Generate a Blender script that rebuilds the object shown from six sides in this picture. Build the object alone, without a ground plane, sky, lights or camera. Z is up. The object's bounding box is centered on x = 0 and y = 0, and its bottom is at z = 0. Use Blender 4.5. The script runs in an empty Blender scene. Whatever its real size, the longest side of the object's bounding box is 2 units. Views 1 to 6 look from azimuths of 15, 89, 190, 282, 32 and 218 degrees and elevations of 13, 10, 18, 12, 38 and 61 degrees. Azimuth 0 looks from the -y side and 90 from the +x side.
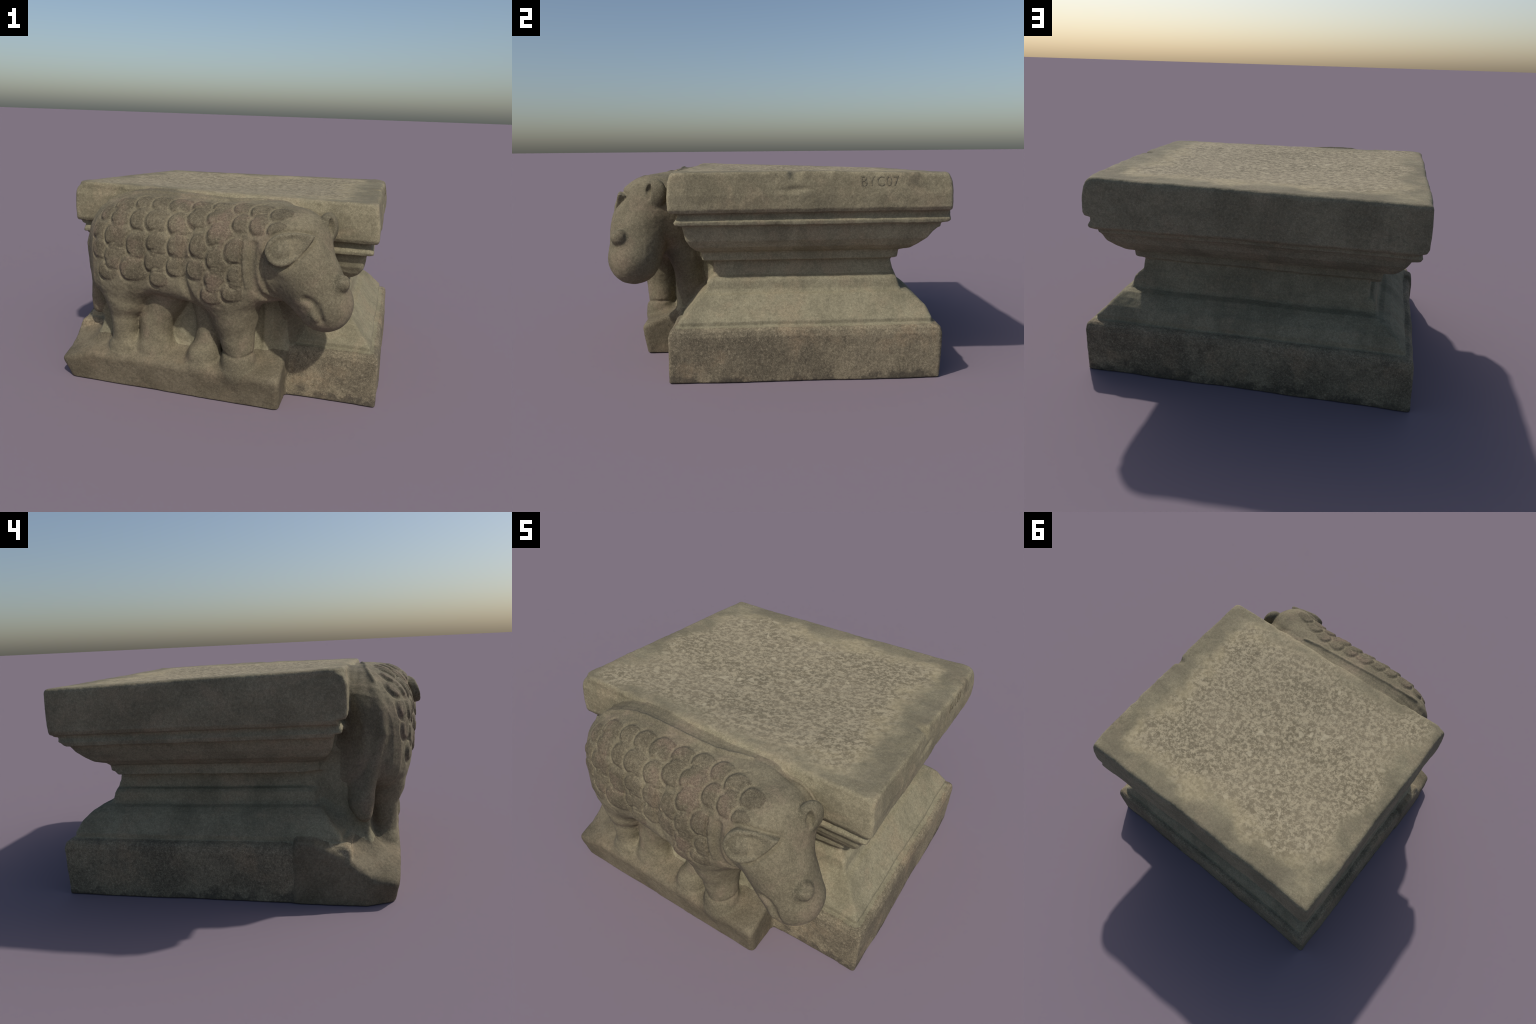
"""Carved stone seat: a square moulded pedestal with a scaly rhinoceros standing
in deep relief against its front.  The whole carving is described as one solid
(profiles, lofts, round cones, grooves and bosses), meshed once, and the mesh is
then divided by region into named parts that share one smooth surface."""
import bpy, math
import numpy as np

F = np.float32
H = 0.0060                                   # mesh cell size

# ----------------------------------------------------------------- solid helpers
def smin(a, b, k):
    h = np.clip(k - np.abs(a - b), 0, None) / k
    return np.minimum(a, b) - h * h * k * 0.25

def smax(a, b, k):
    return -smin(-a, -b, k)

def V(*a):
    return np.array(a, F)

def round_cone(P, a, b, ra, rb):
    a, b = V(*a), V(*b)
    ab = b - a
    x, y, z = P[:, 0] - a[0], P[:, 1] - a[1], P[:, 2] - a[2]
    t = np.clip((x * ab[0] + y * ab[1] + z * ab[2]) / (ab @ ab), 0, 1)
    x = x - t * ab[0]; y = y - t * ab[1]; z = z - t * ab[2]
    return np.sqrt(x * x + y * y + z * z) - (F(ra) + F(rb - ra) * t)

def crease(P, pts, w):
    """Soft weight, 1 on a line and fading over the width w."""
    A = np.array(pts, F)
    lo, hi = A.min(0) - 3 * w, A.max(0) + 3 * w
    out = np.zeros(len(P), F)
    m = np.where((P[:, 0] > lo[0]) & (P[:, 0] < hi[0]) & (P[:, 1] > lo[1]) & (P[:, 1] < hi[1]) & (P[:, 2] > lo[2]) & (P[:, 2] < hi[2]))[0]
    if len(m):
        out[m] = np.exp(-(polyline(P[m], pts, 0.0) / F(w)) ** 2)
    return out

def polyline(P, pts, r):
    """Tube along a polyline; r is one radius or one per point."""
    rs = r if hasattr(r, '__len__') else [r] * len(pts)
    out = None
    for i in range(len(pts) - 1):
        d = round_cone(P, pts[i], pts[i + 1], rs[i], rs[i + 1])
        out = d if out is None else np.minimum(out, d)
    return out

def frame(u, n):
    n = V(*n); n /= np.linalg.norm(n)
    u = V(*u); u = u - n * (u @ n); u /= np.linalg.norm(u)
    return u, np.cross(n, u).astype(F), n

def ellipsoid(P, c, r, u=(1, 0, 0), n=(0, 0, 1)):
    """radii r along u, n x u and n"""
    U, W, N = frame(u, n)
    q = (P - V(*c)) @ np.stack([U, W, N], 1)
    r = V(*r)
    a, b, c = q[:, 0] / r[0], q[:, 1] / r[1], q[:, 2] / r[2]
    k0 = np.sqrt(a * a + b * b + c * c)
    a, b, c = a / r[0], b / r[1], c / r[2]
    k1 = np.sqrt(a * a + b * b + c * c) + F(1e-6)
    return k0 * (k0 - 1) / k1

def box(P, lo, hi, r):
    lo, hi = V(*lo), V(*hi)
    q = np.abs(P - (lo + hi) / 2) - ((hi - lo) / 2 - r)
    return np.sqrt((np.maximum(q, 0) ** 2).sum(1)) + np.minimum(q.max(1), 0) - r

def polygon(px, py, pts):
    """Signed distance to a closed 2D polygon."""
    n = len(pts)
    d2 = np.full(px.shape, 1e9, F)
    inside = np.zeros(px.shape, bool)
    for i in range(n):
        (ax, ay), (bx, by) = pts[i], pts[(i + 1) % n]
        ex, ey = F(bx - ax), F(by - ay)
        wx, wy = px - F(ax), py - F(ay)
        t = np.clip((wx * ex + wy * ey) / (ex * ex + ey * ey), 0, 1)
        dx, dy = wx - ex * t, wy - ey * t
        d2 = np.minimum(d2, dx * dx + dy * dy)
        if ey != 0:
            c = (ay > py) != (by > py)
            inside ^= c & (px < ax + (py - ay) * (ex / ey))
    d = np.sqrt(d2)
    return np.where(inside, -d, d)

def table(x, xs, ys):
    return np.interp(x, xs, ys).astype(F)

def value_noise(P, freq, seed):
    q = P * F(freq) + F(seed * 17.13)
    i = np.floor(q).astype(np.int64)
    f = (q - i).astype(F)
    f = f * f * (3 - 2 * f)
    def h(dx, dy, dz):
        n = (i[:, 0] + dx) * 73856093 ^ (i[:, 1] + dy) * 19349663 ^ (i[:, 2] + dz) * 83492791 ^ seed * 2654435
        n = (n ^ (n >> 13)) * 1274126177
        return (((n ^ (n >> 16)) & 0xffff) / F(32767.5) - 1).astype(F)
    c = [[h(a, b, 0) * (1 - f[:, 2]) + h(a, b, 1) * f[:, 2] for b in (0, 1)] for a in (0, 1)]
    c0 = c[0][0] * (1 - f[:, 1]) + c[0][1] * f[:, 1]
    c1 = c[1][0] * (1 - f[:, 1]) + c[1][1] * f[:, 1]
    return c0 * (1 - f[:, 0]) + c1 * f[:, 0]

# ------------------------------------------------------------------- the pedestal
# Moulding profiles, outward distance and height, from the foot to the top edge.
PROFILE_RIGHT = [(.957, 0), (.955, .15), (.953, .265), (.944, .296), (.931, .309), (.902, .316), (.900, .340),
                 (.850, .385), (.812, .432), (.782, .464), (.752, .474), (.741, .490), (.733, .540), (.720, .556),
                 (.696, .566), (.692, .655), (.738, .660), (.742, .70), (.746, .712), (.774, .722),
                 (.810, .750), (.836, .790), (.846, .835), (.852, .878), (.886, .884), (.890, .905), (.872, .930),
                 (.872, .950), (.904, .955), (.914, .975), (.914, 1.05), (.904, 1.12), (.898, 1.160), (.886, 1.172)]
PROFILE_LEFT = [(.948, 0), (.945, .15), (.942, .262), (.934, .290), (.920, .304), (.894, .312), (.892, .340),
                (.854, .392), (.808, .440), (.772, .464), (.742, .474), (.730, .490), (.722, .538), (.708, .554),
                (.684, .562), (.680, .645), (.742, .650), (.745, .695), (.750, .710), (.774, .719),
                (.812, .750), (.838, .797), (.850, .835), (.856, .856), (.900, .862), (.908, .885), (.900, .908), (.900, .925),
                (.922, .930), (.934, .950), (.938, 1.05), (.936, 1.12), (.932, 1.160), (.915, 1.175)]
PROFILE_BACK = [(.962, 0), (.968, .15), (.970, .262), (.962, .294), (.948, .307), (.922, .314), (.920, .342),
                (.897, .396), (.856, .438), (.822, .463), (.776, .474), (.766, .490), (.757, .525), (.738, .556),
                (.722, .590), (.710, .640), (.718, .652), (.738, .660), (.744, .708), (.805, .722),
                (.850, .752), (.893, .790), (.915, .825), (.940, .850), (.956, .856), (.960, .880), (.988, .884),
                (1.002, .898), (1.004, 1.00), (1.002, 1.12), (.998, 1.158), (.985, 1.172)]
PROFILE_FRONT = [(.602, 0), (.598, .15), (.597, .268), (.589, .296), (.574, .309), (.545, .316), (.543, .340),
                 (.495, .392), (.455, .440), (.432, .464), (.412, .474), (.402, .490), (.394, .540), (.382, .556),
                 (.360, .566), (.365, .650), (.425, .658), (.428, .70), (.434, .714), (.455, .727),
                 (.482, .760), (.502, .800), (.512, .845), (.520, .876), (.553, .882), (.557, .902), (.538, .930),
                 (.538, .950), (.574, .955), (.584, .975), (.586, 1.05), (.584, 1.12), (.576, 1.155), (.560, 1.172)]

def corners(x, y, a, b, c, d):
    """Bilinear over the plan: front left, front right, back right, back left."""
    s = np.clip((x + .93) / 1.83, -.1, 1.1)
    t = np.clip((y + .57) / 1.57, -.3, 1.1)
    return (a * (1 - s) + b * s) * (1 - t) + (d * (1 - s) + c * s) * t

def top_height(x, y):
    """The worn top: a shallow dish with a raised rim, lower toward the back left."""
    rim = corners(x, y, 1.196, 1.179, 1.166, 1.141) + .008 * np.exp(-((x - .85) / .2) ** 2 - ((y - .25) / .5) ** 2)
    dx = x + .20
    t = np.sqrt((np.abs(dx) / np.where(dx < 0, .70, .98)) ** 2.5 + (np.abs(y - .17) / .74) ** 2.5) ** .8
    return (rim - .037 * np.clip(1 - t * t, 0, 1) ** 1.6).astype(F)

def pedestal(P):
    x, y, z = P[:, 0], P[:, 1], P[:, 2]
    mid = corners(x, y, -.003, .0, .004, -.034)
    zt = z - mid * np.clip((z - .3) / .6, 0, 1) * np.clip((1.25 - z) / .25, 0, 1)
    low = np.clip((.90 - z) / .15, 0, 1)
    warp = .0035 * np.sin(x * 9 + 1.3) + .0012 * np.sin(x * 23 + y * 19) + .003 * np.sin(y * 8.2 + z * 5)
    bow = np.clip(1 - ((x - .05) / .95) ** 2, 0, 1)
    up = np.clip((z - .45) / .25, 0, 1)
    neck = np.clip((z - .53) / .04, 0, 1) * np.clip((.74 - z) / .03, 0, 1)
    qr = x + (.024 + .006 * up) * (y + .58) + warp - .012 + .010 * up + .007 * neck
    ql = -x + warp - .008 - .020 * np.clip((z - .72) / .1, 0, 1)
    qb = y + .022 * x * low + warp + bow * (.013 - .008 * low) + .003 - .012 * neck
    qf = -y - .014 * x + warp - .004
    sides = [(qr, zt, PROFILE_RIGHT), (ql, zt, PROFILE_LEFT), (qb, z, PROFILE_BACK), (qf, zt, PROFILE_FRONT)]
    reach = [q - table(zz, [p[1] for p in prof], [p[0] for p in prof]) for q, zz, prof in sides]
    most = np.maximum(np.maximum(reach[0], reach[1]), np.maximum(reach[2], reach[3]))
    ds = []
    for (q, zz, prof), c in zip(sides, reach):          # only the sides a point lies near
        out = np.full(len(P), -1, F)
        m = np.where(c > most - .22)[0]
        out[m] = polygon(q[m], zz[m], [(-2, -1)] + [(prof[0][0], -1)] + prof[:-1] + [(prof[-2][0], 2), (-2, 2)])
        ds.append(out)
    d = smax(np.maximum(ds[0], ds[1]), np.maximum(ds[2], ds[3]), .014)
    # rounded upright arrises
    d = smax(d, (np.maximum(reach[0], reach[1]) + np.maximum(reach[2], reach[3])) * .7071 + .004, .014)
    d = smax(d, z - top_height(x, y), .026)
    # worn slope down to the animal's back
    run = np.clip((x + .72) / .10, 0, 1) * np.clip((.80 - x) / .30, 0, 1)
    slope = (z - 1.190) * .74 + (-y - .566) * .67 - (1 - run) * .2
    return smax(d, slope, .035)

# --------------------------------------------------------- footing and backing wall
def footing(P):
    x, y, z = P[:, 0], P[:, 1], P[:, 2]
    front = (-y - .806 - .018 * np.clip(x + .9, 0, 1.3)) - z * .17
    right = (x - .432) - .05 * (-y - .6)
    left = (-x - .966) + np.clip(-y - .70, 0, 1) * .10 + np.clip(.12 - z, 0, 1) * np.clip(-y - .66, 0, 1) * 3.5
    main = .200 + .40 * np.clip(y + .83, -.1, .35)
    end = table(y, [-.90, -.80, -.69, -.58, -.47, -.40], [.095, .115, .148, .228, .290, .33])
    t = np.clip((x + .97) / .36, 0, 1)
    hh = end + (main - end) * (t * (2 - t))
    up = (z - hh) * .9
    d = smax(smax(front, right, .035), smax(left, up, .03), .035)
    d = smax(d, y + .30, .02)
    return np.maximum(d, -z)

def backing(P):
    x, y, z = P[:, 0], P[:, 1], P[:, 2]
    left = (-x - .690) - .15 * np.clip(-y - .36, 0, 1) + .05 * np.clip((z - .76) / .12, 0, 1)
    right = (x - .425) - .15 * np.clip(y + .66, 0, .4) - .28 * np.clip(z - .42, 0, .4)
    front = -y - .655 - .035 * np.exp(-((x + .17) / .16) ** 2) - .022 * np.clip((-.52 - x) / .08, 0, 1) + .015 * np.exp(-((x - .275) / .03) ** 2) + .03 * np.clip((x - .3) / .05, 0, 1)
    d = smax(smax(left, right, .03), smax(front, y + .335, .02), .03)
    d = smax(d, z - 1.02, .05)
    lift = np.clip((-.62 - x) / .05, 0, 1)
    low = .14 + lift * .13
    return smax(d, (low - z) - np.clip(y + .55, -1, 0) * .1, .05)

# --------------------------------------------------------------------- the animal
TX = [-.80, -.785, -.77, -.74, -.70, -.64, -.56, -.45, -.30, -.10, .10, .25, .34, .45]
T_DEPTH = [.10, .170, .226, .282, .322, .352, .368, .378, .390, .406, .418, .416, .385, .30]
T_TOP = [.92, .97, 1.01, 1.060, 1.095, 1.130, 1.162, 1.180, 1.178, 1.164, 1.156, 1.158, 1.160, 1.155]
T_BOT = [.80, .70, .65, .60, .56, .56, .57, .580, .590, .575, .565, .585, .62, .64]

def torso(P):
    x, y, z = P[:, 0], P[:, 1], P[:, 2]
    top, bot = table(x, TX, T_TOP), table(x, TX, T_BOT)
    ry, zc, rz = table(x, TX, T_DEPTH), (top + bot) / 2, (top - bot) / 2
    p = np.where(z > zc, 2.6, 5.5).astype(F)
    k = ((np.abs(y + .515) / ry) ** p + (np.abs(z - zc) / rz) ** p + 1e-9) ** (1 / p)
    d = (k - 1) * np.minimum(ry, rz)
    end = -x - .70 - .6 * np.clip(-y - .50, -1, .158)
    return smax(smax(smax(d, end, .04), x - .42, .06), y + .46 - .2 * np.clip(x + .6, 0, .5), .06)

def legs(P):
    near_hind = smin(smin(round_cone(P, (-.455, -.715, .76), (-.530, -.736, .545), .17, .128),
                          round_cone(P, (-.550, -.742, .50), (-.545, -.748, .33), .090, .074), .025),
                     ellipsoid(P, (-.543, -.75, .235), (.105, .080, .070)), .05)
    far_hind = smin(smin(round_cone(P, (-.27, -.67, .62), (-.360, -.700, .40), .14, .092),
                         round_cone(P, (-.360, -.700, .40), (-.360, -.71, .27), .092, .105), .03),
                    ellipsoid(P, (-.36, -.715, .225), (.125, .10, .075)), .05)
    far_fore = smin(smin(round_cone(P, (-.04, -.67, .62), (-.006, -.690, .42), .11, .082),
                         round_cone(P, (-.006, -.690, .42), (-.022, -.715, .27), .085, .088), .03),
                    smax(ellipsoid(P, (-.042, -.745, .215), (.102, .100, .13)), P[:, 2] - .31, .04), .035)
    near_fore = smin(smin(round_cone(P, (.060, -.728, .80), (.143, -.752, .54), .190, .136),
                          round_cone(P, (.148, -.750, .52), (.184, -.760, .26), .124, .084), .05),
                     smax(ellipsoid(P, (.180, -.765, .215), (.104, .102, .14)), P[:, 2] - .295, .04), .03)
    return near_hind, far_hind, far_fore, near_fore

def tail(P):
    d = polyline(P, [(-.60, -.68, 1.11), (-.69, -.70, 1.05), (-.735, -.725, .96), (-.755, -.735, .85),
                     (-.758, -.705, .72), (-.762, -.670, .60), (-.770, -.652, .50), (-.770, -.645, .43)],
                 [.02, .028, .032, .034, .036, .040, .046, .042])
    flat = round_cone(P, (-.655, -.60, .95), (-.725, -.62, .48), .050, .050)
    return smin(d, flat, .06)

def head_base(P):
    d = round_cone(P, (.22, -.62, .91), (.47, -.72, .95), .225, .205)
    d = smin(d, round_cone(P, (.478, -.790, .925), (.671, -.837, .672), .192, .153), .06)
    d = smin(d, round_cone(P, (.38, -.765, .845), (.61, -.845, .702), .145, .100), .04)
    d = smin(d, round_cone(P, (.24, -.740, .82), (.44, -.762, .83), .162, .150), .05)
    d = smin(d, round_cone(P, (.49, -.61, .92), (.46, -.55, .66), .125, .10), .06)
    d = smin(d, round_cone(P, (.46, -.55, .66), (.40, -.50, .36), .10, .09), .05)
    d = smin(d, ellipsoid(P, (.585, -.845, .835), (.17, .125, .125), (.6, -.15, -.78), (.15, -.98, .1)), .05)
    d = smin(d, ellipsoid(P, (.51, -.61, .93), (.11, .11, .17)), .06)
    return d

EAR_C, EAR_U, EAR_N = (.492, -.942, .982), (.88, .12, .47), (.18, -.93, .26)
FAR_C, FAR_U, FAR_N = (.645, -.705, 1.050), (.15, .0, 1), (.86, -.42, .05)

def leaf(P, c, u, n, half, bulge, thick, shift=0.0):
    """Pointed-oval plate: two arcs meeting at a tip on the +u side, rounded on the other."""
    U, W, N = frame(u, n)
    q = P - V(*c)
    a, b, h = q @ U, q @ W, q @ N - shift
    taper = bulge * np.clip(1 - ((a + .35 * half) / (1.35 * half)).clip(0, 1) ** 1.7, .02, 1)
    round_end = np.sqrt(np.clip(1 - ((-a - .35 * half) / (.65 * half)).clip(0, 1) ** 2, .0004, 1))
    e = (np.abs(b) - taper * round_end) * .8
    e = np.maximum(e, np.abs(a) - half)
    return smax(e, np.abs(h) - thick, .018)

def near_ear(P):
    d = leaf(P, EAR_C, EAR_U, EAR_N, .138, .082, .030)
    d = smax(d, -leaf(P, EAR_C, EAR_U, EAR_N, .116, .062, .024, .044), .010)
    U, W, N = frame(EAR_U, EAR_N)
    c = V(*EAR_C) - U * .045 + N * .004
    return smin(d, ellipsoid(P, tuple(c), (.062, .046, .028), EAR_U, EAR_N), .014)

def far_ear(P):
    d = ellipsoid(P, FAR_C, (.086, .076, .046), FAR_U, FAR_N)
    c = V(*FAR_C) + V(.86, -.42, .05) * .040 + V(0, -.022, .010)
    return smax(d, -ellipsoid(P, tuple(c), (.056, .024, .040), FAR_U, FAR_N), .008)

def horn(P):
    return round_cone(P, (.740, -.893, .794), (.757, -.902, .805), .057, .046)

def eye(P):
    return ellipsoid(P, (.697, -.756, .880), (.031, .027, .014), (0, .5, .8), (.86, .45, .2))

# Rows of scales, each (x, z, radius) where the scale sits on the flank.
SCALES = [
    # along the back
    (-.620, 1.060, .040), (-.524, 1.112, .044), (-.392, 1.129, .044), (-.290, 1.132, .046), (-.180, 1.128, .050),
    (-.053, 1.127, .046), (.060, 1.130, .044), (.181, 1.134, .044), (.289, 1.129, .046), (.400, 1.125, .042),
    # upper flank
    (-.523, 1.050, .043), (-.386, 1.048, .051), (-.290, 1.051, .051), (-.153, 1.044, .051), (-.048, 1.078, .049),
    (.063, 1.085, .050), (.207, 1.070, .047), (.309, 1.070, .050), (.400, 1.055, .040),
    # middle of the flank
    (-.655, .960, .040), (-.543, .945, .051), (-.393, .906, .056), (-.275, .927, .047), (-.144, .921, .049),
    (-.009, .939, .053), (.086, 1.002, .052), (.190, .928, .050),
    # haunch and shoulder
    (-.542, .822, .053), (-.429, .770, .055), (-.157, .806, .043), (-.031, .811, .045), (.094, .877, .052),
    (.207, .792, .046), (.082, .760, .048),
    (-.650, .862, .044), (-.290, .818, .046), (-.600, .735, .042), (-.270, .725, .038), (.170, .700, .042), (.050, .672, .042)]

def surface_y(x, z):
    """March from the front to the flank."""
    n = len(x)
    yy = np.full(n, -1.1, F)
    for _ in range(60):
        yy = yy + np.clip(flank(np.stack([x, yy, z], 1).astype(F)), -.02, .05) * .6
    return yy

def flank(P):
    nh, fh, ff, nf = legs(P)
    return smin(smin(torso(P), nf, .09), smin(nh, head_base(P), .05), .07)

def scale_frames():
    S = np.array(SCALES, F)
    if len(S) == 0:
        return None
    x, z, r = S[:, 0], S[:, 1], S[:, 2]
    C = np.stack([x, surface_y(x, z), z], 1).astype(F)
    e = F(.004)
    N = np.stack([flank(C + V(e, 0, 0)) - flank(C - V(e, 0, 0)), flank(C + V(0, e, 0)) - flank(C - V(0, e, 0)),
                  flank(C + V(0, 0, e)) - flank(C - V(0, 0, e))], 1)
    N /= np.linalg.norm(N, axis=1)[:, None]
    return C, N.astype(F), r * F(1.18)

SCALE_H = .011
def scale_relief(P, frames):
    """Height of the overlapping scales and the index of the scale on top."""
    C, N, R = frames
    best = np.zeros(len(P), F); idx = np.full(len(P), -1, np.int32); groove = np.zeros(len(P), F)
    for i in range(len(C)):
        q = P - C[i]
        near = np.where((np.abs(q) < R[i] * 2.3).all(1))[0]
        if len(near) == 0:
            continue
        q = q[near]
        U, W, _ = frame((1, 0, -.15), N[i])
        a, b, h = q @ U, q @ W, q @ N[i]
        rr = np.sqrt(np.where(a > 0, a * .48, a) ** 2 + (b * .84) ** 2)
        inside = np.clip((R[i] - rr) / .017, 0, 1)
        inside = inside * inside * (3 - 2 * inside)
        s = np.clip(.66 - a / (3.0 * R[i]), 0, 1)                 # 1 on the trailing edge
        hgt = inside * s * (np.abs(h) < .06)
        g = np.exp(-((rr - R[i] - .006) / .007) ** 2) * np.clip(.55 - a / R[i], 0, 1) * (np.abs(h) < .06)
        groove[near] = np.maximum(groove[near], g)
        up = hgt > best[near]
        best[near[up]] = hgt[up]; idx[near[up]] = i
    return best, idx, groove

GROOVES = [  # creases on the flank and head: (x, z) along the line, half width
    ([(-.070, 1.02), (-.098, .92), (-.110, .82), (-.100, .72), (-.060, .63), (.00, .55)], .015),
    ([(.225, 1.00), (.222, .90), (.232, .80), (.250, .72)], .006),
    ([(.290, .97), (.285, .86), (.295, .77), (.325, .70), (.38, .66)], .015),
    ([(.340, .90), (.338, .82), (.355, .75), (.39, .70)], .012),
    ([(.090, .305), (.14, .292), (.19, .288), (.24, .295), (.28, .310)], .007),
]
MOUTH = [(.590, .722), (.625, .712), (.658, .672), (.675, .615)]

def on_surface(pts):
    x = np.array([p[0] for p in pts], F); z = np.array([p[1] for p in pts], F)
    t = np.linspace(0, len(pts) - 1, 2 * len(pts))
    x, z = table(t, np.arange(len(pts)), x), table(t, np.arange(len(pts)), z)
    return [tuple(p) for p in zip(x.tolist(), surface_y(x, z).tolist(), z.tolist())]

def creases():
    return [(on_surface(p), r) for p, r in GROOVES], on_surface(MOUTH)
LINES = []
JUNCTION = [(-.74, -.60), (-.66, -.612), (-.44, -.610), (-.2, -.606), (.05, -.604), (.28, -.610), (.46, -.622), (.56, -.64), (.62, -.66)]
SPINE_RIDGE = [(-.66, -.700, 0), (-.61, -.680, 0), (-.50, -.660, 0), (-.38, -.652, 0), (-.2, -.652, 0), (.0, -.652, 0),
               (.14, -.645, 0), (.27, -.620, 0)]

def solid(P, frames, want_label=False):
    d = pedestal(P)
    lab = None
    n = len(P)
    if want_label:
        zz = P[:, 2]
        lab = np.where(zz > .945, 0, np.where(zz > .70, 1, np.where(zz > .47, 2, np.where(zz > .311, 40, 3)))).astype(np.int32)
        back = (P[:, 1] > .9) & (zz > .88)
        lab[back] = 0
    sel = np.where((P[:, 1] < -.22))[0]
    if len(sel):
        Q = P[sel]
        dp = d[sel]
        fo, ba = footing(Q), backing(Q)
        to, hd = torso(Q), head_base(Q)
        nh, fh, ff, nf = legs(Q)
        ta, ne, fe, ho, ey = tail(Q), near_ear(Q), far_ear(Q), horn(Q), eye(Q)
        lips = np.minimum(ellipsoid(Q, (.607, -.955, .690), (.034, .026, .028), (.7, 0, -.7), (0, -1, .2)),
                          ellipsoid(Q, (.640, -.960, .640), (.042, .026, .026), (.5, 0, -.85), (0, -1, .2)))
        rock = smin(smin(dp, fo, .03), ba, .045 + .065 * np.clip((-.5 - Q[:, 0]) / .1, 0, 1) * np.clip((.50 - Q[:, 2]) / .1, 0, 1))
        feet = smin(smin(fh, ff, .02), smin(nh, nf, .02), .02)
        body = smin(smin(to, nf, .09), nh, .07)
        body = smin(body, smin(fh, ff, .03), .03)
        body = smin(body, hd, .075)
        body = smin(body, ta, .025)
        flat = Q.copy(); flat[:, 2] = 0
        body = body - .011 * crease(flat, SPINE_RIDGE, .012) * (Q[:, 2] > 1.08)
        if not LINES:
            LINES.extend(creases())
        for pts, r in LINES[0]:
            body = body + 1.15 * r * crease(Q, pts, r * 1.25)
        body = body + .024 * crease(Q, LINES[1], .018)
        body = smin(body, lips, .008)
        # crease round the ear
        body = smin(body + .015 * np.exp(-(ne / .015) ** 2) * (Q[:, 1] < -.85), ne, .008)
        body = smin(body, fe, .012)
        body = smin(body, ho, .022)
        body = smin(body, ey, .008)
        idx = np.full(len(Q), -1, np.int32)
        if frames is not None:
            flank_d = np.minimum(to, np.minimum(np.minimum(nf, nh), hd))
            band = np.where((np.abs(body) < .035) & (flank_d < .045) & (Q[:, 2] > .6))[0]
            hgt, ii, gr = scale_relief(Q[band], frames)
            bx, bz = Q[band, 0], Q[band, 2]                  # the plain collar between the neck folds
            keep = 1 - np.clip((bx - .215) / .030, 0, 1) * np.clip((1.0 + .4 * (bx - .23) - bz) / .03, 0, 1)
            hgt, gr = hgt * keep, gr * keep
            body[band] -= SCALE_H * hgt - .0055 * gr
            idx[band] = np.where((hgt > .07) & ((gr < .40) | (hgt > .62)), ii, -1)
        d[sel] = smin(rock, body, .030 - .020 * np.clip((Q[:, 2] - .9) / .15, 0, 1))
        if want_label:
            every = np.stack([fo, ba, to, hd - .01, nh, fh, ff, nf, ta, ne - .012, fe - .012, ho - .012, ey - .006, lips - .004], 1)
            k = every.argmin(1)
            m = every[np.arange(len(k)), k]
            l = lab[sel]
            use = m < dp + .004
            l[use] = 4 + k[use]
            l[(idx >= 0) & np.isin(l, [6, 7, 8, 11])] = 100 + idx[(idx >= 0) & np.isin(l, [6, 7, 8, 11])]
            lab[sel] = l
    # groove between the animal's back and the slab
    high = np.where((P[:, 2] > 1.02) & (P[:, 1] < -.5))[0]
    if len(high):
        Q = P[high].copy(); Q[:, 2] = 0
        d[high] += .003 * crease(Q, [(a, b, 0) for a, b in JUNCTION], .013)
    # chips and dents
    for c, r, depth in CHIPS:
        m = np.where((np.abs(P - V(*c)) < 3 * V(*r)).all(1))[0]
        q = (P[m] - V(*c)) / V(*r)
        d[m] += depth * np.exp(-(q * q).sum(1))
    band = np.where(np.abs(d) < .03)[0]
    Q = P[band]
    d[band] += .0016 * value_noise(Q, 9, 1) + .0014 * value_noise(Q, 27, 2) + .0008 * value_noise(Q, 70, 3)
    return (d, lab) if want_label else d

CHIPS = [((.885, .105, 1.170), (.05, .026, .030), .048),
         ((.900, .19, 1.160), (.03, .06, .035), .016),
         ((.905, .06, 1.078), (.03, .05, .014), .008), ((.905, .14, 1.086), (.03, .05, .012), .009),
         ((.872, .55, 1.165), (.02, .03, .02), .010),
         ((-.94, -.56, 1.18), (.04, .05, .03), .005),
         ((.86, .98, 1.155), (.05, .06, .03), .012),
         ((-.3, 1.0, 1.16), (.16, .02, .02), .008),
         ((.35, 1.0, 1.16), (.10, .02, .02), .009),
         ((-.95, -.83, .0), (.06, .06, .05), .006)]

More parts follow.
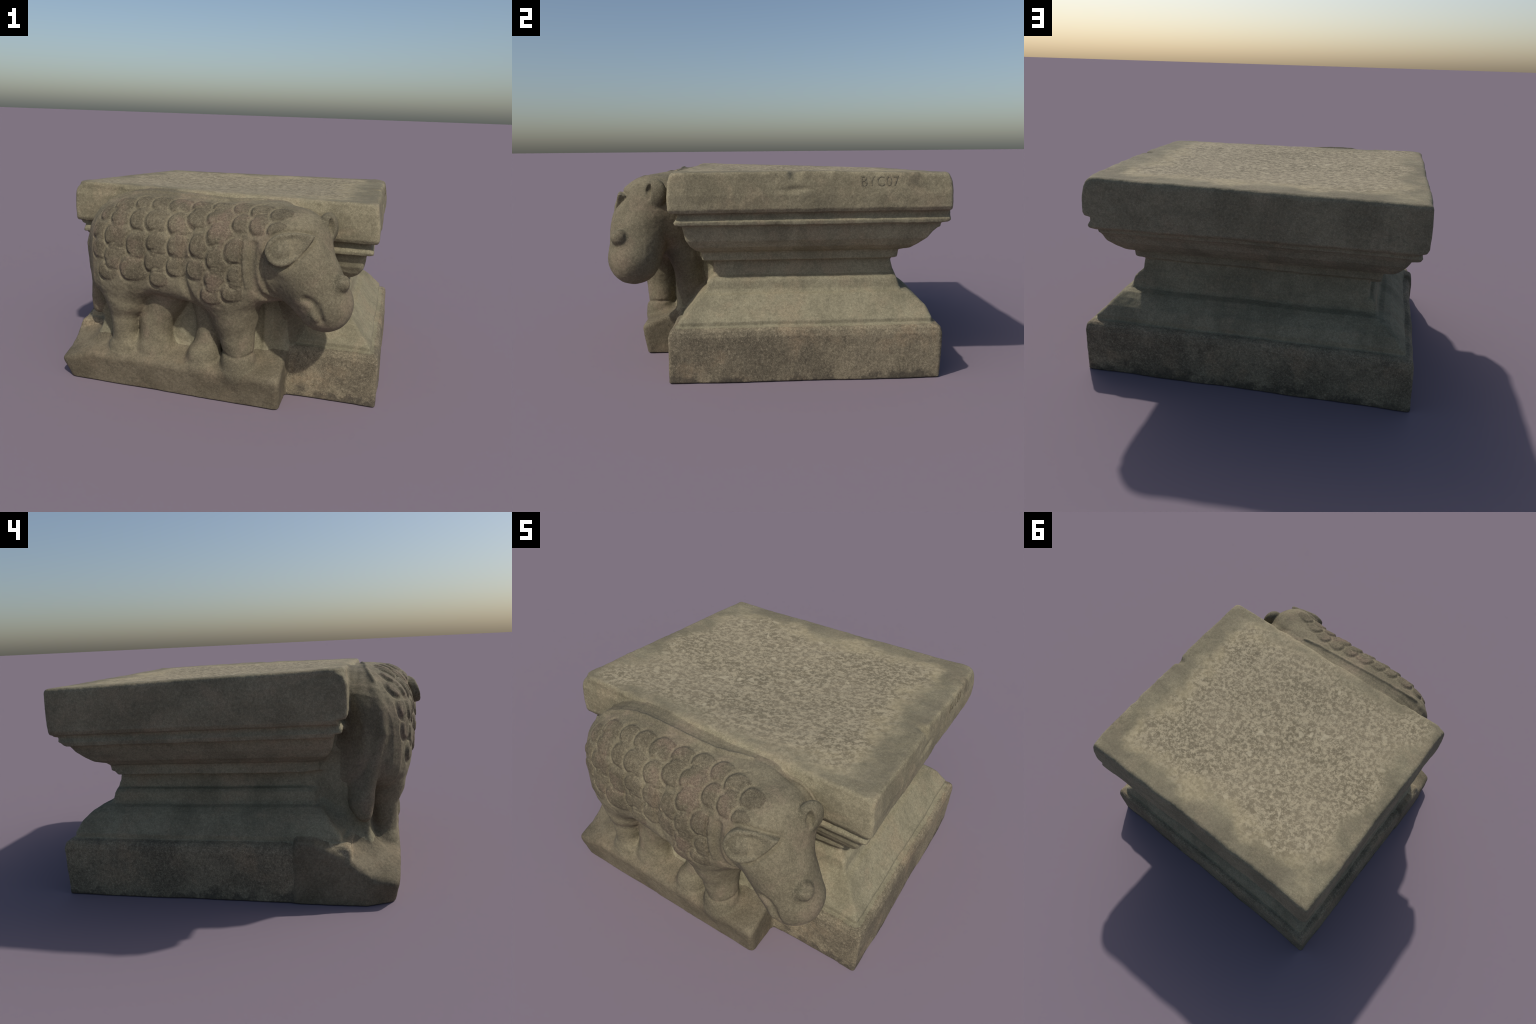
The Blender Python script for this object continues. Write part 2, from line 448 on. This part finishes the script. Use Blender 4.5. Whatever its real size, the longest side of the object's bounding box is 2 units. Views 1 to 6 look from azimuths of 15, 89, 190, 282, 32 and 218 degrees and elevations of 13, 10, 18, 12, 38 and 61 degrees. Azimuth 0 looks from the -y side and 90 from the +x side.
# ------------------------------------------------------------------------ meshing
def build_surface(frames):
    lo = np.array([-1.035, -1.045, -.026]); hi = np.array([1.01, 1.045, 1.235])
    B = 8
    nb = np.ceil((hi - lo) / (H * B)).astype(int)
    n = nb * B
    ax = [lo[i] + H * np.arange(n[i]) for i in range(3)]
    cx = [lo[i] + H * (B * np.arange(nb[i]) + (B - 1) / 2) for i in range(3)]
    C = np.stack(np.meshgrid(*cx, indexing='ij'), -1).reshape(-1, 3).astype(F)
    dc = np.concatenate([solid(c, None) for c in np.array_split(C, 4)])
    grid = np.repeat(np.repeat(np.repeat(dc.reshape(nb), B, 0), B, 1), B, 2).astype(F)
    act = np.argwhere(np.abs(dc.reshape(nb)) < H * B * .866 * 1.3 + .015)
    off = np.stack(np.meshgrid(*[np.arange(B)] * 3, indexing='ij'), -1).reshape(-1, 3)
    for chunk in np.array_split(act, max(1, len(act) // 900)):
        ijk = (chunk[:, None, :] * B + off[None]).reshape(-1, 3)
        P = (lo + H * ijk).astype(F)
        grid[ijk[:, 0], ijk[:, 1], ijk[:, 2]] = solid(P, frames)
    # the flat underside
    grid = np.maximum(grid, (-ax[2]).astype(F)[None, None, :])
    s = grid < 0
    # surface nets: one vertex per crossed cell, one quad per crossed edge
    cnt = np.zeros(tuple(n - 1), np.int8)
    sl = lambda a, k: slice(a, k - 1 + a)
    for a in (0, 1):
        for b in (0, 1):
            for c in (0, 1):
                cnt += s[sl(a, n[0]), sl(b, n[1]), sl(c, n[2])]
    cells = np.argwhere((cnt > 0) & (cnt < 8))
    vid = np.full(tuple(n - 1), -1, np.int32)
    vid[cells[:, 0], cells[:, 1], cells[:, 2]] = np.arange(len(cells))
    acc = np.zeros((len(cells), 3)); wsum = np.zeros(len(cells))
    quads = []
    for axis in range(3):
        e = np.zeros(3, int); e[axis] = 1
        u = np.zeros(3, int); u[(axis + 1) % 3] = 1
        v = np.zeros(3, int); v[(axis + 2) % 3] = 1
        for p in (0, 1):
            for q in (0, 1):
                a = cells + p * u + q * v
                g0 = grid[a[:, 0], a[:, 1], a[:, 2]]; b = a + e
                g1 = grid[b[:, 0], b[:, 1], b[:, 2]]
                m = (g0 < 0) != (g1 < 0)
                t = np.where(m, g0 / np.where(m, g0 - g1, 1), 0)
                acc += np.where(m[:, None], p * u + q * v + t[:, None] * e, 0)
                wsum += m
        a = cells; b = cells + e
        g0 = s[a[:, 0], a[:, 1], a[:, 2]]; g1 = s[b[:, 0], b[:, 1], b[:, 2]]
        k = cells[(g0 != g1) & (cells[:, (axis + 1) % 3] > 0) & (cells[:, (axis + 2) % 3] > 0)]
        flip = ~s[k[:, 0], k[:, 1], k[:, 2]]
        w = [vid[tuple((k - o).T)] for o in (np.zeros(3, int), u, u + v, v)]
        Q = np.stack(w, 1)
        Q[flip] = Q[flip][:, ::-1]
        quads.append(Q)
    Vt = lo + H * (cells + acc / wsum[:, None])
    Q = np.concatenate(quads)
    Q = Q[(Q >= 0).all(1)][:, ::-1]
    # slide the vertices on to the true surface
    Vt = Vt.astype(F)
    free = Vt[:, 2] > .004
    Pf = Vt[free]
    e = F(.002)
    tet = np.array([(1, 1, 1), (1, -1, -1), (-1, 1, -1), (-1, -1, 1)], F)
    val = [solid(Pf + e * t, frames) for t in tet]
    g = sum(v[:, None] * t for v, t in zip(val, tet)) / (4 * e)
    d = sum(val) / 4
    for it in range(2):
        step = np.clip(d / np.maximum((g * g).sum(1), .25), -.4 * H, .4 * H)
        Pf = Pf - .9 * step[:, None] * g
        if it == 0:
            d = solid(Pf, frames)
    Vt[free] = Pf
    Vt[:, 2] = np.maximum(Vt[:, 2], 0)
    return Vt, Q

# ---------------------------------------------------------------------- materials
def rgb(r, g, b):
    """sRGB 0-255 to linear."""
    f = lambda c: (c / 255 / 12.92) if c / 255 <= .04045 else ((c / 255 + .055) / 1.055) ** 2.4
    return (f(r), f(g), f(b), 1)

def stone(name, base, dark, pale, warm, speckle=.25, relief=.25, top=False, grime=False, contrast=.26):
    m = bpy.data.materials.new(name)
    m.use_nodes = True
    nt = m.node_tree
    N, L = nt.nodes, nt.links
    bsdf = N['Principled BSDF']
    bsdf.inputs['Roughness'].default_value = .88
    bsdf.inputs['Specular IOR Level'].default_value = .25
    co = N.new('ShaderNodeTexCoord').outputs['Object']
    def noise(scale, detail=4, rough=.6, dist=0.0, sx=(1, 1, 1)):
        mp = N.new('ShaderNodeMapping'); mp.inputs['Scale'].default_value = sx
        L.new(co, mp.inputs['Vector'])
        t = N.new('ShaderNodeTexNoise')
        t.inputs['Scale'].default_value = scale; t.inputs['Detail'].default_value = detail
        t.inputs['Roughness'].default_value = rough; t.inputs['Distortion'].default_value = dist
        L.new(mp.outputs['Vector'], t.inputs['Vector'])
        return t.outputs['Fac']
    def ramp(v, a, b, lo=0.0, hi=1.0):
        r = N.new('ShaderNodeMapRange'); r.interpolation_type = 'SMOOTHSTEP'
        for k, val in zip(('From Min', 'From Max', 'To Min', 'To Max'), (a, b, lo, hi)):
            r.inputs[k].default_value = val
        L.new(v, r.inputs['Value'])
        return r.outputs['Result']
    def math_(op, a, b=None):
        t = N.new('ShaderNodeMath'); t.operation = op
        for i, v in enumerate((a, b)):
            if v is None: continue
            if isinstance(v, (int, float)): t.inputs[i].default_value = v
            else: L.new(v, t.inputs[i])
        return t.outputs[0]
    def mix(fac, a, b):
        t = N.new('ShaderNodeMix'); t.data_type = 'RGBA'
        if isinstance(fac, (int, float)): t.inputs[0].default_value = fac
        else: L.new(fac, t.inputs[0])
        for i, v in ((6, a), (7, b)):
            if isinstance(v, tuple): t.inputs[i].default_value = v
            else: L.new(v, t.inputs[i])
        return t.outputs[2]
    c = mix(ramp(noise(3.2, 5, .6, .4), .38, .62), base, dark)
    c = mix(ramp(noise(5.5, 4, .55, .3), .48, .68, 0, .75), c, warm)
    c = mix(ramp(noise(26, 5, .65), .48, .66, 0, .55), c, dark)
    c = mix(ramp(noise(60, 4, .6), .52, .68, 0, speckle * 1.6), c, pale)
    c = mix(ramp(noise(150, 2, .5), .50, .72, 0, speckle * 1.2), c, pale)
    grain = math_('ADD', math_('MULTIPLY', noise(75, 4, .75), .6), math_('MULTIPLY', noise(210, 2, .6), .4))
    gm = N.new('ShaderNodeVectorMath'); gm.operation = 'SCALE'
    L.new(c, gm.inputs[0]); L.new(ramp(grain, .34, .66, 1 - contrast, 1 + contrast), gm.inputs['Scale'])
    c = gm.outputs['Vector']
    if top:                                      # rubbed-out stain beside the mark
        st = N.new('ShaderNodeVectorMath'); st.operation = 'DISTANCE'; L.new(co, st.inputs[0])
        st.inputs[1].default_value = (.88, .755, 1.135)
        c = mix(ramp(math_('ADD', st.outputs['Value'], ramp(noise(24, 4, .7), .3, .7, -.03, .03)), .085, .02, 0, .45), c, rgb(64, 62, 54))
    if grime:                                    # damp dirt above the ground line
        gz = N.new('ShaderNodeSeparateXYZ'); L.new(co, gz.inputs[0])
        edge = math_('ADD', gz.outputs['Z'], ramp(noise(9, 5, .7), .3, .7, -.05, .06))
        c = mix(ramp(edge, .06, .0, 0, .65), c, rgb(62, 57, 50))
    height = noise(110, 4, .65)
    if top:
        sep = N.new('ShaderNodeSeparateXYZ'); L.new(co, sep.inputs[0])
        geo = N.new('ShaderNodeNewGeometry')
        ns = N.new('ShaderNodeSeparateXYZ'); L.new(geo.outputs['Normal'], ns.inputs[0])
        up = ramp(ns.outputs['Z'], .80, .95)
        wob = ramp(noise(3.5, 3, .55), .3, .7, -.07, .07)
        X, Y = sep.outputs['X'], sep.outputs['Y']
        inx = math_('SUBTRACT', .79, math_('ABSOLUTE', math_('ADD', X, .07)))
        iny = math_('SUBTRACT', .69, math_('ABSOLUTE', math_('SUBTRACT', Y, .16)))
        inner = math_('ADD', math_('MINIMUM', inx, iny), wob)
        field = math_('MULTIPLY', ramp(inner, -.06, .10), up)
        rim = math_('MULTIPLY', math_('MULTIPLY', ramp(inner, -.07, .07), ramp(inner, .20, .04)), up)
        speck = ramp(math_('ADD', math_('MULTIPLY', noise(38, 3, .6, .2), .68), math_('MULTIPLY', noise(110, 2, .5), .32)), .40, .62)
        pit = mix(ramp(noise(2.6, 3, .5), .4, .6), rgb(113, 104, 84), rgb(125, 115, 94))
        fleck = mix(speck, pit, rgb(160, 149, 123))
        big = ramp(noise(17, 2, .4, .6), .67, .74, 0, .6)
        fleck = mix(big, fleck, rgb(178, 167, 140))
        c = mix(field, c, fleck)
        edge = math_('MAXIMUM', ramp(X, .35, .62), ramp(Y, .50, .74))       # most worn on two sides
        worn = math_('MULTIPLY', math_('ADD', math_('MULTIPLY', edge, .45), .1), ramp(noise(6, 4, .6), .30, .66))
        c = mix(math_('MULTIPLY', rim, worn), c, rgb(166, 153, 120))
        border = math_('MULTIPLY', math_('MULTIPLY', ramp(inner, .02, -.06), up), ramp(noise(4, 3, .6), .35, .6, .1, .4))
        c = mix(border, c, rgb(108, 100, 84))
    L.new(c, bsdf.inputs['Base Color'])
    bump = N.new('ShaderNodeBump'); bump.inputs['Strength'].default_value = relief
    bump.inputs['Distance'].default_value = .004
    L.new(height, bump.inputs['Height'])
    L.new(bump.outputs['Normal'], bsdf.inputs['Normal'])
    return m

# -------------------------------------------------------------------------- parts
NAMES = {4: 'footing', 5: 'backing_wall', 6: 'torso', 7: 'head', 8: 'leg', 9: 'leg', 10: 'leg', 11: 'leg', 12: 'tail',
         13: 'ear', 14: 'ear', 15: 'horn', 16: 'eye', 17: 'lip', 0: 'top_slab', 1: 'cornice', 2: 'neck_moulding', 3: 'plinth', 40: 'sloping_base'}

def main():
    frames = scale_frames()
    Vt, Q = build_surface(frames)
    mid = Vt[Q].mean(1).astype(F)
    _, lab = solid(mid, frames, True)
    # whole-body normals
    me = bpy.data.meshes.new('whole')
    me.from_pydata([], [], [])
    def fill(me, v, q):
        me.vertices.add(len(v)); me.vertices.foreach_set('co', np.ascontiguousarray(v, F).ravel())
        me.loops.add(len(q) * 4); me.loops.foreach_set('vertex_index', np.ascontiguousarray(q, np.int32).ravel())
        me.polygons.add(len(q)); me.polygons.foreach_set('loop_start', np.arange(len(q), dtype=np.int32) * 4)
        me.polygons.foreach_set('use_smooth', np.ones(len(q), bool))
        me.update(calc_edges=True)
    fill(me, Vt, Q)
    nrm = np.empty(len(Vt) * 3, F)
    me.vertex_normals.foreach_get('vector', nrm)
    nrm = nrm.reshape(-1, 3)
    bpy.data.meshes.remove(me)

    grey = stone('weathered_sandstone', rgb(138, 131, 107), rgb(117, 111, 90), rgb(160, 152, 126), rgb(140, 128, 104), speckle=.12, contrast=.2)
    slab = stone('slab_sandstone', rgb(135, 127, 103), rgb(115, 108, 87), rgb(158, 149, 123), rgb(138, 126, 102), speckle=.12, contrast=.22, top=True)
    foot = stone('stained_sandstone', rgb(129, 119, 97), rgb(101, 93, 76), rgb(153, 142, 117), rgb(135, 119, 95), speckle=.24, contrast=.34, grime=True)
    block = stone('footing_sandstone', rgb(114, 105, 86), rgb(95, 87, 70), rgb(138, 128, 106), rgb(117, 105, 85), speckle=.10, contrast=.22)
    hide = stone('carved_hide_stone', rgb(119, 111, 90), rgb(101, 94, 76), rgb(142, 133, 110), rgb(124, 111, 92), speckle=.10, contrast=.24)
    plate = stone('scale_stone', rgb(103, 95, 77), rgb(88, 81, 65), rgb(130, 121, 100), rgb(110, 95, 80), speckle=.2, contrast=.32)
    earth = stone('ear_stone', rgb(110, 103, 84), rgb(94, 88, 71), rgb(140, 132, 110), rgb(114, 104, 85), speckle=.15)
    mats = {0: slab, 1: grey, 2: grey, 3: foot, 40: grey, 4: block, 5: grey, 13: earth, 14: earth, 15: earth}

    root = bpy.data.objects.new('stone_pedestal', None)
    bpy.context.scene.collection.objects.link(root)
    root['label'] = 'square moulded stone pedestal with a scaly rhinoceros carved in front'
    root['category'] = 'stone pedestal'
    made = {}
    for k in sorted(set(lab.tolist())):
        f = Q[lab == k]
        if len(f) < 3:
            continue
        used, inv = np.unique(f, return_inverse=True)
        name = 'scale' if k >= 100 else NAMES[k]
        me = bpy.data.meshes.new(name)
        fill(me, Vt[used], inv.reshape(-1, 4))
        me.normals_split_custom_set_from_vertices(nrm[used])
        me.materials.append(plate if k >= 100 else mats.get(k, hide))
        ob = bpy.data.objects.new(name, me)
        bpy.context.scene.collection.objects.link(ob)
        made[k] = ob
    for k, ob in made.items():
        if k >= 100 and 6 in made: ob.parent = made[6]
        elif k in (13, 14, 15, 16, 17) and 7 in made: ob.parent = made[7]
        else: ob.parent = root

def lettering():
    """Worn inventory mark in dark paint on the right-hand face of the slab."""
    cu = bpy.data.curves.new('inventory_mark', 'FONT')
    cu.body = 'BYC07'
    cu.size = .078; cu.space_character = 1.12; cu.resolution_u = 4; cu.extrude = .001
    tmp = bpy.data.objects.new('inventory_mark', cu)
    bpy.context.scene.collection.objects.link(tmp)
    dg = bpy.context.evaluated_depsgraph_get()
    me = bpy.data.meshes.new_from_object(tmp.evaluated_get(dg))
    bpy.data.objects.remove(tmp)
    n = len(me.vertices)
    co = np.empty(n * 3, F); me.vertices.foreach_get('co', co); co = co.reshape(-1, 3)
    w = co[:, 0].max()
    P = np.stack([np.full(n, .98, F), .462 + co[:, 0] * (.215 / w), 1.098 + co[:, 1]], 1).astype(F)
    for _ in range(40):
        P[:, 0] -= np.clip(solid(P, None), -.01, .02) * .7
    P[:, 0] += .0012 + .6 * (co[:, 2] + .001)
    me.vertices.foreach_set('co', np.ascontiguousarray(P, F).ravel()); me.update()
    ob = bpy.data.objects.new('inventory_mark', me)
    bpy.context.scene.collection.objects.link(ob)
    me.materials.clear()
    me.materials.append(stone('faded_paint', rgb(116, 109, 89), rgb(102, 96, 78), rgb(136, 128, 105), rgb(120, 111, 91), speckle=.6))
    for o in bpy.data.objects:
        if o.name == 'top_slab':
            ob.parent = o

main()
lettering()
